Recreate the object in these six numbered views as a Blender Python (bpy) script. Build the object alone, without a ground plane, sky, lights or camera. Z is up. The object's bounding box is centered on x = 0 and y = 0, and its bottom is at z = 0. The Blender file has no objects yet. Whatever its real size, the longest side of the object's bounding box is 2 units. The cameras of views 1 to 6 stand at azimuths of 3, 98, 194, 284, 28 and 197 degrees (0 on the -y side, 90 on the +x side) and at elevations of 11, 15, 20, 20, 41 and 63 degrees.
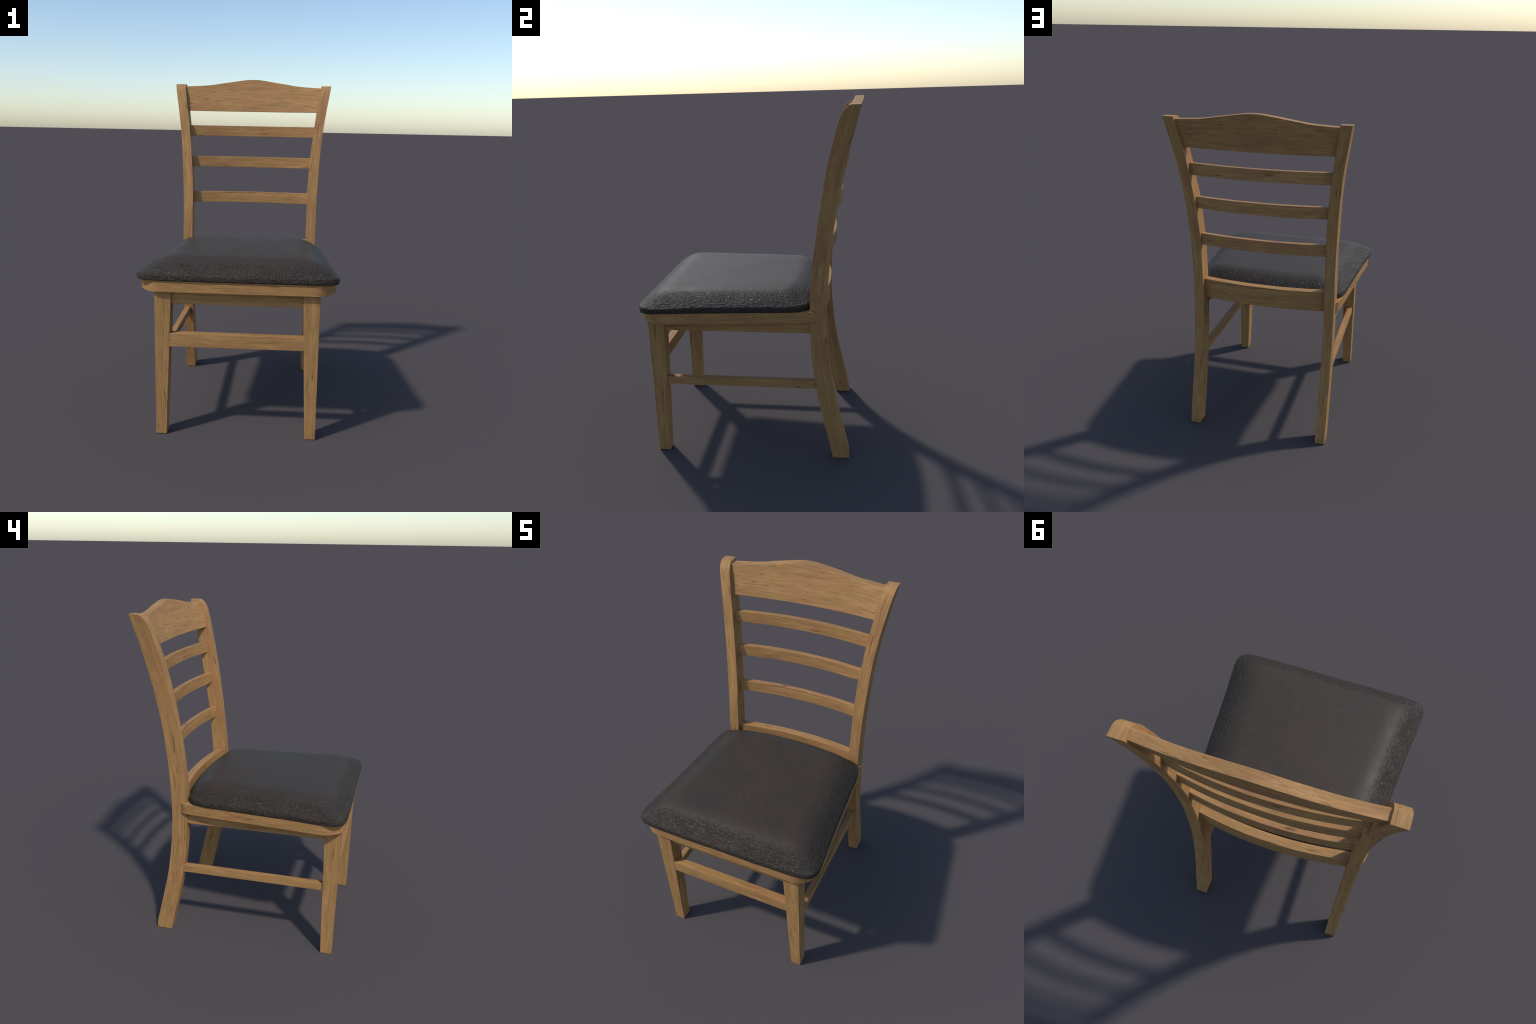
"""Ladder-back dining chair: light oak frame, three bowed slats, arched crest
rail, tapered front legs and a dark upholstered seat cushion."""
import bpy, bmesh, math
import numpy as np

# ------------------------------------------------------------------ materials
def node(nt, kind, **kw):
    n = nt.nodes.new(kind)
    for k, v in kw.items():
        setattr(n, k, v)
    return n

def math_node(nt, op, a, b=None, clamp=False):
    n = node(nt, "ShaderNodeMath", operation=op, use_clamp=clamp)
    for i, v in enumerate((a, b)):
        if v is None:
            continue
        if isinstance(v, (int, float)):
            n.inputs[i].default_value = v
        else:
            nt.links.new(v, n.inputs[i])
    return n.outputs[0]

def remap(nt, v, lo, hi, a=0.0, b=1.0):
    n = node(nt, "ShaderNodeMapRange", interpolation_type="SMOOTHSTEP")
    nt.links.new(v, n.inputs[0])
    for i, x in enumerate((lo, hi, a, b)):
        n.inputs[i + 1].default_value = x
    return n.outputs[0]

def mix_colour(nt, fac, a, b, blend="MIX"):
    n = node(nt, "ShaderNodeMix", data_type="RGBA", blend_type=blend)
    for sock, v in ((n.inputs[0], fac), (n.inputs[6], a), (n.inputs[7], b)):
        if isinstance(v, (int, float)):
            sock.default_value = v
        elif isinstance(v, tuple):
            sock.default_value = (*v, 1.0)
        else:
            nt.links.new(v, sock)
    return n.outputs[2]

def noise(nt, vec, scale, detail=4.0, rough=0.55, w=None, distortion=0.0):
    n = node(nt, "ShaderNodeTexNoise", noise_dimensions="4D")
    nt.links.new(vec, n.inputs["Vector"])
    n.inputs["Scale"].default_value = scale
    n.inputs["Detail"].default_value = detail
    n.inputs["Roughness"].default_value = rough
    n.inputs["Distortion"].default_value = distortion
    if w is not None:
        nt.links.new(w, n.inputs["W"])
    return n.outputs[0]

def stretched(nt, vec, scale):
    m = node(nt, "ShaderNodeMapping")
    nt.links.new(vec, m.inputs["Vector"])
    m.inputs["Scale"].default_value = scale
    return m.outputs[0]

def wood(name, axis, bow=0.0, rake=0.0, flare=0.0):
    """Oiled oak; the grain runs along the given axis (0 x, 1 y, 2 z) and follows
    the piece where it is bowed (across) or raked and flared (upright)."""
    mat = bpy.data.materials.new(name)
    mat.use_nodes = True
    nt = mat.node_tree
    bsdf = nt.nodes["Principled BSDF"]
    obj = node(nt, "ShaderNodeTexCoord").outputs["Object"]
    w = math_node(nt, "MULTIPLY", node(nt, "ShaderNodeObjectInfo").outputs["Random"], 40.0)
    if bow or rake or flare:
        sp = node(nt, "ShaderNodeSeparateXYZ")
        nt.links.new(obj, sp.inputs[0])
        x, y, z = sp.outputs
        y = math_node(nt, "ADD", y, math_node(nt, "MULTIPLY", math_node(nt, "MULTIPLY", x, x), bow))
        up = math_node(nt, "ADD", z, 0.162)
        y = math_node(nt, "SUBTRACT", y, math_node(nt, "MULTIPLY", math_node(nt, "MULTIPLY", up, up), rake))
        high = math_node(nt, "MAXIMUM", math_node(nt, "SUBTRACT", z, 0.12), 0.0)
        x = math_node(nt, "SUBTRACT", x, math_node(nt, "MULTIPLY", math_node(nt, "MULTIPLY", high, high), flare))
        cb = node(nt, "ShaderNodeCombineXYZ")
        for i, v in enumerate((x, y, z)):
            nt.links.new(v, cb.inputs[i])
        obj = cb.outputs[0]

    def along(a, c):
        s = [c, c, c]
        s[axis] = a
        return stretched(nt, obj, s)

    streak = noise(nt, along(2.2, 42.0), 1.0, 5.0, 0.62, w, 0.35)
    grain = noise(nt, along(6.5, 150.0), 1.0, 4.0, 0.62, w, 0.15)
    fine = noise(nt, along(9.0, 300.0), 1.0, 3.0, 0.6, w)
    blotch = noise(nt, along(6.0, 13.0), 1.0, 3.0, 0.5, w)
    cloud = noise(nt, along(8.5, 40.0), 1.0, 4.0, 0.6, w, 0.15)
    split = noise(nt, along(1.7, 40.0), 1.0, 1.5, 0.5, w, 0.0)
    place = noise(nt, along(7.0, 30.0), 1.0, 2.0, 0.5, w)

    gold, olive = WOOD_GOLD, WOOD_OLIVE
    rust, pale = WOOD_RUST, WOOD_PALE
    col = mix_colour(nt, remap(nt, streak, 0.36, 0.62), olive, gold)
    col = mix_colour(nt, remap(nt, blotch, 0.47, 0.66, 0.0, 0.75), col, rust)
    col = mix_colour(nt, remap(nt, cloud, 0.52, 0.74, 0.0, 0.70), col, pale)
    col = mix_colour(nt, remap(nt, cloud, 0.26, 0.46, 0.35, 0.0), col, WOOD_SHADE)
    col = mix_colour(nt, remap(nt, grain, 0.32, 0.52, 0.40, 0.0), col, WOOD_SHADE)
    col = mix_colour(nt, remap(nt, grain, 0.54, 0.70, 0.0, 0.60), col, pale)
    col = mix_colour(nt, remap(nt, fine, 0.30, 0.55, 0.25, 0.0), col, WOOD_SHADE)
    # long thin checks that wander with the grain, gathered in places
    line = math_node(nt, "ABSOLUTE", math_node(nt, "SUBTRACT", split, 0.47))
    line = remap(nt, line, 0.004, 0.022, 1.0, 0.0)
    line = math_node(nt, "MULTIPLY", line, remap(nt, place, 0.53, 0.68))
    col = mix_colour(nt, math_node(nt, "MULTIPLY", line, 0.70), col, WOOD_CRACK)
    nt.links.new(col, bsdf.inputs["Base Color"])
    bsdf.inputs["Roughness"].default_value = 0.62
    bsdf.inputs["Specular IOR Level"].default_value = 0.2

    height = math_node(nt, "SUBTRACT", math_node(nt, "MULTIPLY", grain, 1.0), math_node(nt, "MULTIPLY", line, 1.0))
    height = math_node(nt, "ADD", height, math_node(nt, "MULTIPLY", fine, 0.3))
    bump = node(nt, "ShaderNodeBump")
    bump.inputs["Strength"].default_value = 0.45
    bump.inputs["Distance"].default_value = 0.003
    nt.links.new(height, bump.inputs["Height"])
    nt.links.new(bump.outputs[0], bsdf.inputs["Normal"])
    return mat

def upholstery(name):
    """Dark leathery cloth: smooth worn top, crumpled pile on the sloping rim."""
    mat = bpy.data.materials.new(name)
    mat.use_nodes = True
    nt = mat.node_tree
    bsdf = nt.nodes["Principled BSDF"]
    obj = node(nt, "ShaderNodeTexCoord").outputs["Object"]
    sep = node(nt, "ShaderNodeSeparateXYZ")
    nt.links.new(node(nt, "ShaderNodeNewGeometry").outputs["Normal"], sep.inputs[0])
    ragged = noise(nt, obj, 9.0, 4.0, 0.6)
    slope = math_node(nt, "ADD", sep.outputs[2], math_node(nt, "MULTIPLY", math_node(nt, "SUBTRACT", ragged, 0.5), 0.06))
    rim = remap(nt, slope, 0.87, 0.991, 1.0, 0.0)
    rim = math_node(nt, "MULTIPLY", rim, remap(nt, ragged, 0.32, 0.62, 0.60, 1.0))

    # creases run along whichever edge of the seat they lie on
    facing = math_node(nt, "SUBTRACT", math_node(nt, "ABSOLUTE", sep.outputs[0]), math_node(nt, "ABSOLUTE", sep.outputs[1]))
    facing = remap(nt, facing, -0.12, 0.12)
    warp = noise(nt, obj, 40.0, 2.0, 0.5, None, 0.6)

    def crease(scale):
        n = noise(nt, stretched(nt, obj, scale), 78.0, 2.0, 0.55, None, 0.7)
        return remap(nt, math_node(nt, "ABSOLUTE", math_node(nt, "SUBTRACT", n, 0.5)), 0.0, 0.16)

    blend = node(nt, "ShaderNodeMix", data_type="FLOAT")
    for sock, v in zip((blend.inputs[0], blend.inputs[2], blend.inputs[3]),
                       (facing, crease((0.48, 1.15, 1.15)), crease((1.15, 0.48, 1.15)))):
        nt.links.new(v, sock)
    ridge = blend.outputs[0]
    worn = noise(nt, obj, 6.0, 4.0, 0.6)
    fleck = noise(nt, obj, 45.0, 3.0, 0.6)

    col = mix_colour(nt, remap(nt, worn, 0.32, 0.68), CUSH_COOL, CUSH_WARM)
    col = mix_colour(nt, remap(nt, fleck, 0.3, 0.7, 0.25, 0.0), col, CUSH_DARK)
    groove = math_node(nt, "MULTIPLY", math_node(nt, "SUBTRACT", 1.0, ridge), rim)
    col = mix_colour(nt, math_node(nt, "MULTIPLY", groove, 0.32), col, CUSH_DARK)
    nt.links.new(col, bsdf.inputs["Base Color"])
    rough = remap(nt, worn, 0.3, 0.7, 0.53, 0.62)
    rough = math_node(nt, "ADD", rough, math_node(nt, "MULTIPLY", rim, 0.03))
    nt.links.new(rough, bsdf.inputs["Roughness"])
    bsdf.inputs["Specular IOR Level"].default_value = 0.34

    h = math_node(nt, "MULTIPLY", math_node(nt, "ADD", ridge, math_node(nt, "MULTIPLY", warp, 0.8)), rim)
    h = math_node(nt, "ADD", h, math_node(nt, "MULTIPLY", fleck, 0.05))
    bump = node(nt, "ShaderNodeBump")
    bump.inputs["Strength"].default_value = 0.8
    bump.inputs["Distance"].default_value = 0.006
    nt.links.new(h, bump.inputs["Height"])
    nt.links.new(bump.outputs[0], bsdf.inputs["Normal"])
    return mat

WOOD_GOLD = (0.412, 0.217, 0.079)
WOOD_OLIVE = (0.345, 0.192, 0.069)
WOOD_RUST = (0.360, 0.168, 0.071)
WOOD_PALE = (0.490, 0.278, 0.116)
WOOD_SHADE = (0.17, 0.095, 0.04)
WOOD_CRACK = (0.06, 0.034, 0.017)
CUSH_WARM = (0.050, 0.034, 0.021)
CUSH_COOL = (0.042, 0.031, 0.022)
CUSH_DARK = (0.009, 0.008, 0.008)

WOOD_X = wood("oak_grain_across", 0)
WOOD_Y = wood("oak_grain_deep", 1)
WOOD_Z = wood("oak_grain_upright", 2)
WOOD_BOW = wood("oak_grain_bowed", 0, bow=0.25)
WOOD_RAKE = wood("oak_grain_raked", 2, rake=0.15, flare=0.105)
CLOTH = upholstery("dark_upholstery")

# ------------------------------------------------------------------ helpers
def curve(knots_x, knots_y):
    """Monotone-ish cubic (Catmull-Rom with finite differences) through knots."""
    kx, ky = np.array(knots_x, float), np.array(knots_y, float)
    d = np.diff(ky) / np.diff(kx)
    m = np.empty_like(ky)
    m[0], m[-1] = d[0], d[-1]
    h = np.diff(kx)
    m[1:-1] = (d[:-1] * h[1:] + d[1:] * h[:-1]) / (h[1:] + h[:-1])
    def f(x):
        x = np.clip(np.asarray(x, float), kx[0], kx[-1])
        i = np.clip(np.searchsorted(kx, x) - 1, 0, len(kx) - 2)
        t = (x - kx[i]) / h[i]
        return ((2*t**3 - 3*t**2 + 1) * ky[i] + (t**3 - 2*t**2 + t) * h[i] * m[i]
                + (-2*t**3 + 3*t**2) * ky[i+1] + (t**3 - t**2) * h[i] * m[i+1])
    return f

root = bpy.data.objects.new("dining_chair", None)
root["label"] = "oak ladder-back dining chair with dark padded seat"
root["category"] = "chair"
bpy.context.scene.collection.objects.link(root)

def add(name, verts, faces, mats, bevel=0.0016, smooth=40.0, pick=None):
    """Mesh part with its origin at its own middle, parented to the chair."""
    v = np.array(verts, float)
    mid = (v.max(0) + v.min(0)) / 2
    me = bpy.data.meshes.new(name)
    me.from_pydata((v - mid).tolist(), [], faces)
    bm = bmesh.new()
    bm.from_mesh(me)
    bmesh.ops.recalc_face_normals(bm, faces=bm.faces)
    bm.to_mesh(me)
    bm.free()
    for m in mats:
        me.materials.append(m)
    for p in me.polygons:
        p.use_smooth = True
        if pick:
            p.material_index = pick(p.normal)
    me.set_sharp_from_angle(angle=math.radians(smooth))
    ob = bpy.data.objects.new(name, me)
    ob.location = mid
    bpy.context.scene.collection.objects.link(ob)
    ob.parent = root
    if bevel:
        b = ob.modifiers.new("eased_edges", "BEVEL")
        b.width = bevel
        b.segments = 2
        b.limit_method = "ANGLE"
        b.angle_limit = math.radians(50)
        b.harden_normals = True
    return ob

def mirror(ob):
    c = ob.copy()                       # shares the mesh
    c.location.x = -ob.location.x
    c.scale.x = -1
    bpy.context.scene.collection.objects.link(c)
    c.parent = root
    return c

def loft(rings):
    """Closed tube through equal-sized rings, capped at both ends."""
    n = len(rings[0])
    v = [p for r in rings for p in r]
    f = [tuple(range(n))[::-1], tuple(range(len(v) - n, len(v)))]
    for j in range(len(rings) - 1):
        for i in range(n):
            a, b = j*n + i, j*n + (i + 1) % n
            f.append((a, b, b + n, a + n))
    return v, f

def box(x0, x1, y0, y1, z0, z1):
    return loft([[(x0, y0, z), (x1, y0, z), (x1, y1, z), (x0, y1, z)] for z in (z0, z1)])

# ------------------------------------------------------------------ rear posts
# side profile: raked foot, upright at seat height, leaning back above it
POST_Z = [0, .06, .2, .35, .5, .65, .8, .95, 1.1, 1.25, 1.4, 1.55, 1.7, 1.82, 1.97]
post_front = curve(POST_Z, [.456, .443, .410, .378, .354, .338, .332, .333, .3445, .362, .3825, .4065, .437, .467, .513])
post_back = curve(POST_Z, [.5555, .5425, .5095, .474, .4475, .431, .4235, .426, .436, .451, .471, .501, .531, .5585, .599])
post_out = curve(POST_Z, [.4395]*8 + [.439, .442, .448, .457, .473, .492, .5185])
post_in = curve(POST_Z, [.380]*8 + [.379, .3795, .386, .3975, .4145, .4315, .4555])
POST_TOP, CAP_H, CAP_D = 1.964, .066, .040

rings = []
cap_z = [POST_TOP - CAP_H * (1 - math.sin(a)) for a in np.linspace(0, math.pi/2, 12)]
for z in list(np.linspace(0, .05, 5)) + list(np.linspace(.09, POST_TOP - CAP_H - .03, 46)) + cap_z:
    yf, yb = float(post_front(z)), float(post_back(z))
    yb = min(yb, .548) if z < .1 else yb             # foot is cut upright at the back
    s = max(0.0, (z - (POST_TOP - CAP_H)) / CAP_H)
    yf += CAP_D * (1 - math.sqrt(max(0.0, 1 - s*s)))  # rounded front shoulder
    xo, xi = float(post_out(z)), float(post_in(z))
    rings.append([(xi, yf, z), (xo, yf, z), (xo, yb, z), (xi, yb, z)])
post = add("rear_post", *loft(rings), [WOOD_RAKE, WOOD_Y], bevel=.0016,
           pick=lambda n: 1 if n.z > .55 else 0)
mirror(post)

# ------------------------------------------------------------------ front legs
def leg_ring(z):
    t = z / .823
    xo, xi = .4412 - .0002*t, .383 - .032*t
    yf, yb = -.565 - .012*t, -.498 + .012*t
    return [(xi, yf, z), (xo, yf, z), (xo, yb, z), (xi, yb, z)]
leg = add("front_leg", *loft([leg_ring(z) for z in np.linspace(0, .824, 12)]), [WOOD_Z])
mirror(leg)

# ------------------------------------------------------------------ crest rail
crest_top = curve([0, .03, .107, .19, .30, .36, .45, .52],
                  [2.0, 1.9992, 1.9888, 1.9757, 1.9585, 1.954, 1.949, 1.9465])
def crest_y(x, z):
    t = (x / .43) ** 2
    return .5124 - .031*t + (z - 1.79) * (.27 + .07*t)
CREST_T = .049
rings = []
for s in np.linspace(-1, 1, 57):
    front, back = [], []
    top = float(crest_top(abs(s) * .465))
    for k in range(9):
        z = 1.790 + (top - 1.790) * k / 8
        x = s * (float(post_in(z)) + .02)
        y = crest_y(x, z)
        front.append((x, y, z))
        back.append((x, y + CREST_T, z))
    rings.append(front + back[::-1])
add("crest_rail", *loft(rings), [WOOD_BOW])

# ------------------------------------------------------------------ bowed cross pieces
def bowed(name, half, z0, z1, front_mid, bow, thick, lean=0.0, **kw):
    rings = []
    for x in np.linspace(-half, half, 41):
        t = (x / half) ** 2
        y = front_mid - bow * t
        rings.append([(x, y - lean, z0), (x, y, z1), (x, y + thick, z1), (x, y + thick - lean, z0)])
    return add(name, *loft(rings), [WOOD_BOW], **kw)

bowed("back_slat", .425, 1.627, 1.695, .509, .046, .0275)
bowed("back_slat", .405, 1.424, 1.493, .474, .043, .0275)
bowed("back_slat", .392, 1.191, 1.261, .440, .039, .0275)
bowed("rear_rail", .395, .8285, .9552, .389, .041, .046, lean=.009)

# ------------------------------------------------------------------ seat frame
half = [(0, -.602), (.22, -.602), (.41, -.6005), (.442, -.597), (.468, -.583), (.493, -.561),
        (.516, -.525), (.526, -.490), (.528, -.455), (.5125, -.3), (.488, 0), (.4705, .21),
        (.463, .30), (.458, .335), (.450, .356), (.436, .370), (.40, .372), (.2, .385), (0, .392)]
outline = half + [(-x, y) for x, y in half[-2:0:-1]]
add("seat_frame", *loft([[(x, y, z) for x, y in outline] for z in (.823, .884)]),
    [WOOD_X, WOOD_Y], smooth=50,
    pick=lambda n: 1 if abs(n.x) > .75 else 0)

# ------------------------------------------------------------------ aprons and stretchers
add("front_apron", *box(-.37, .37, -.560, -.525, .750, .824), [WOOD_X])
ap = add("side_apron", *box(.398, .432, -.50, .345, .753, .824), [WOOD_Y])
mirror(ap)
add("front_stretcher", *box(-.3635, .3635, -.5728, -.528, .514, .588), [WOOD_X])
st = add("side_stretcher", *box(.3985, .4325, -.50, .40, .423, .470), [WOOD_Y])
mirror(st)

# ------------------------------------------------------------------ cushion
ctrl = [(0, -.612), (.2, -.612), (.36, -.611), (.43, -.609), (.468, -.604), (.500, -.597), (.524, -.581),
        (.538, -.553), (.5402, -.51), (.5355, -.46), (.5175, -.3), (.5015, -.1), (.4855, .1),
        (.476, .22), (.4665, .265), (.451, .295), (.428, .316), (.39, .332), (.33, .349), (.2, .366), (0, .375)]
c = np.array(ctrl)
t = np.concatenate([[0], np.cumsum(np.linalg.norm(np.diff(c, axis=0), axis=1))])
u = np.linspace(0, t[-1], 181)
hx, hy = curve(t, c[:, 0])(u), curve(t, c[:, 1])(u)
rim = np.concatenate([np.stack([hx, hy], 1), np.stack([-hx, hy], 1)[-2:0:-1]])
nrm = np.roll(rim, -1, 0) - np.roll(rim, 1, 0)
nrm = np.stack([-nrm[:, 1], nrm[:, 0]], 1)
nrm /= np.linalg.norm(nrm, axis=1)[:, None]          # points inward

def edge_distance(p):
    a, b = rim, np.roll(rim, -1, 0)
    ab = b - a
    d = p[:, None, :] - a[None]
    k = np.clip((d * ab).sum(-1) / (ab * ab).sum(-1), 0, 1)
    return np.sqrt((((d - k[..., None] * ab) ** 2).sum(-1)).min(1))

def rise(d, w):
    return 1 - np.clip(1 - d / w, 0, 1) ** 2.5

PUFF_Z, PUFF_H, PUFF_W = .914, .078, (.20, .155, .20, .20)
def dome(p):
    """Height of the padded top: falls to the rim on every side, softly at corners."""
    x, y = p[:, 0], p[:, 1]
    sides = (y + .612, .375 - .28*x*x - y, .4935 - .08*y - x, .4935 - .08*y + x)
    soft = np.prod([rise(np.maximum(d, 0), w) for d, w in zip(sides, PUFF_W)], axis=0)
    return PUFF_Z + PUFF_H * soft + .004 * np.clip(edge_distance(p) / .45, 0, 1)

n = len(rim)
verts, faces = [], []
for inset, z in ((.16, .8855), (.005, .8855), (.002, .8870), (.0008, .893), (0, .902), (.001, .910)):
    q = rim + nrm * inset
    if inset > .1:
        q = rim * .8
    verts += [(x, y, z) for x, y in q]
centre = np.array([0, -.11])
levels = 1 - np.concatenate([np.linspace(.004, .06, 8), np.linspace(.075, .5, 26), np.linspace(.54, .97, 10)])
for r in levels:
    q = centre + (rim - centre) * r
    verts += [(x, y, z) for (x, y), z in zip(q, dome(q))]
verts.append((*centre, float(dome(centre[None])[0])))
rows = 6 + len(levels)
faces.append(tuple(range(n))[::-1])
for j in range(rows - 1):
    for i in range(n):
        a, b = j*n + i, j*n + (i + 1) % n
        faces.append((a, b, b + n, a + n))
for i in range(n):
    faces.append(((rows - 1)*n + i, (rows - 1)*n + (i + 1) % n, rows*n))
add("seat_cushion", verts, faces, [CLOTH], bevel=0, smooth=80)
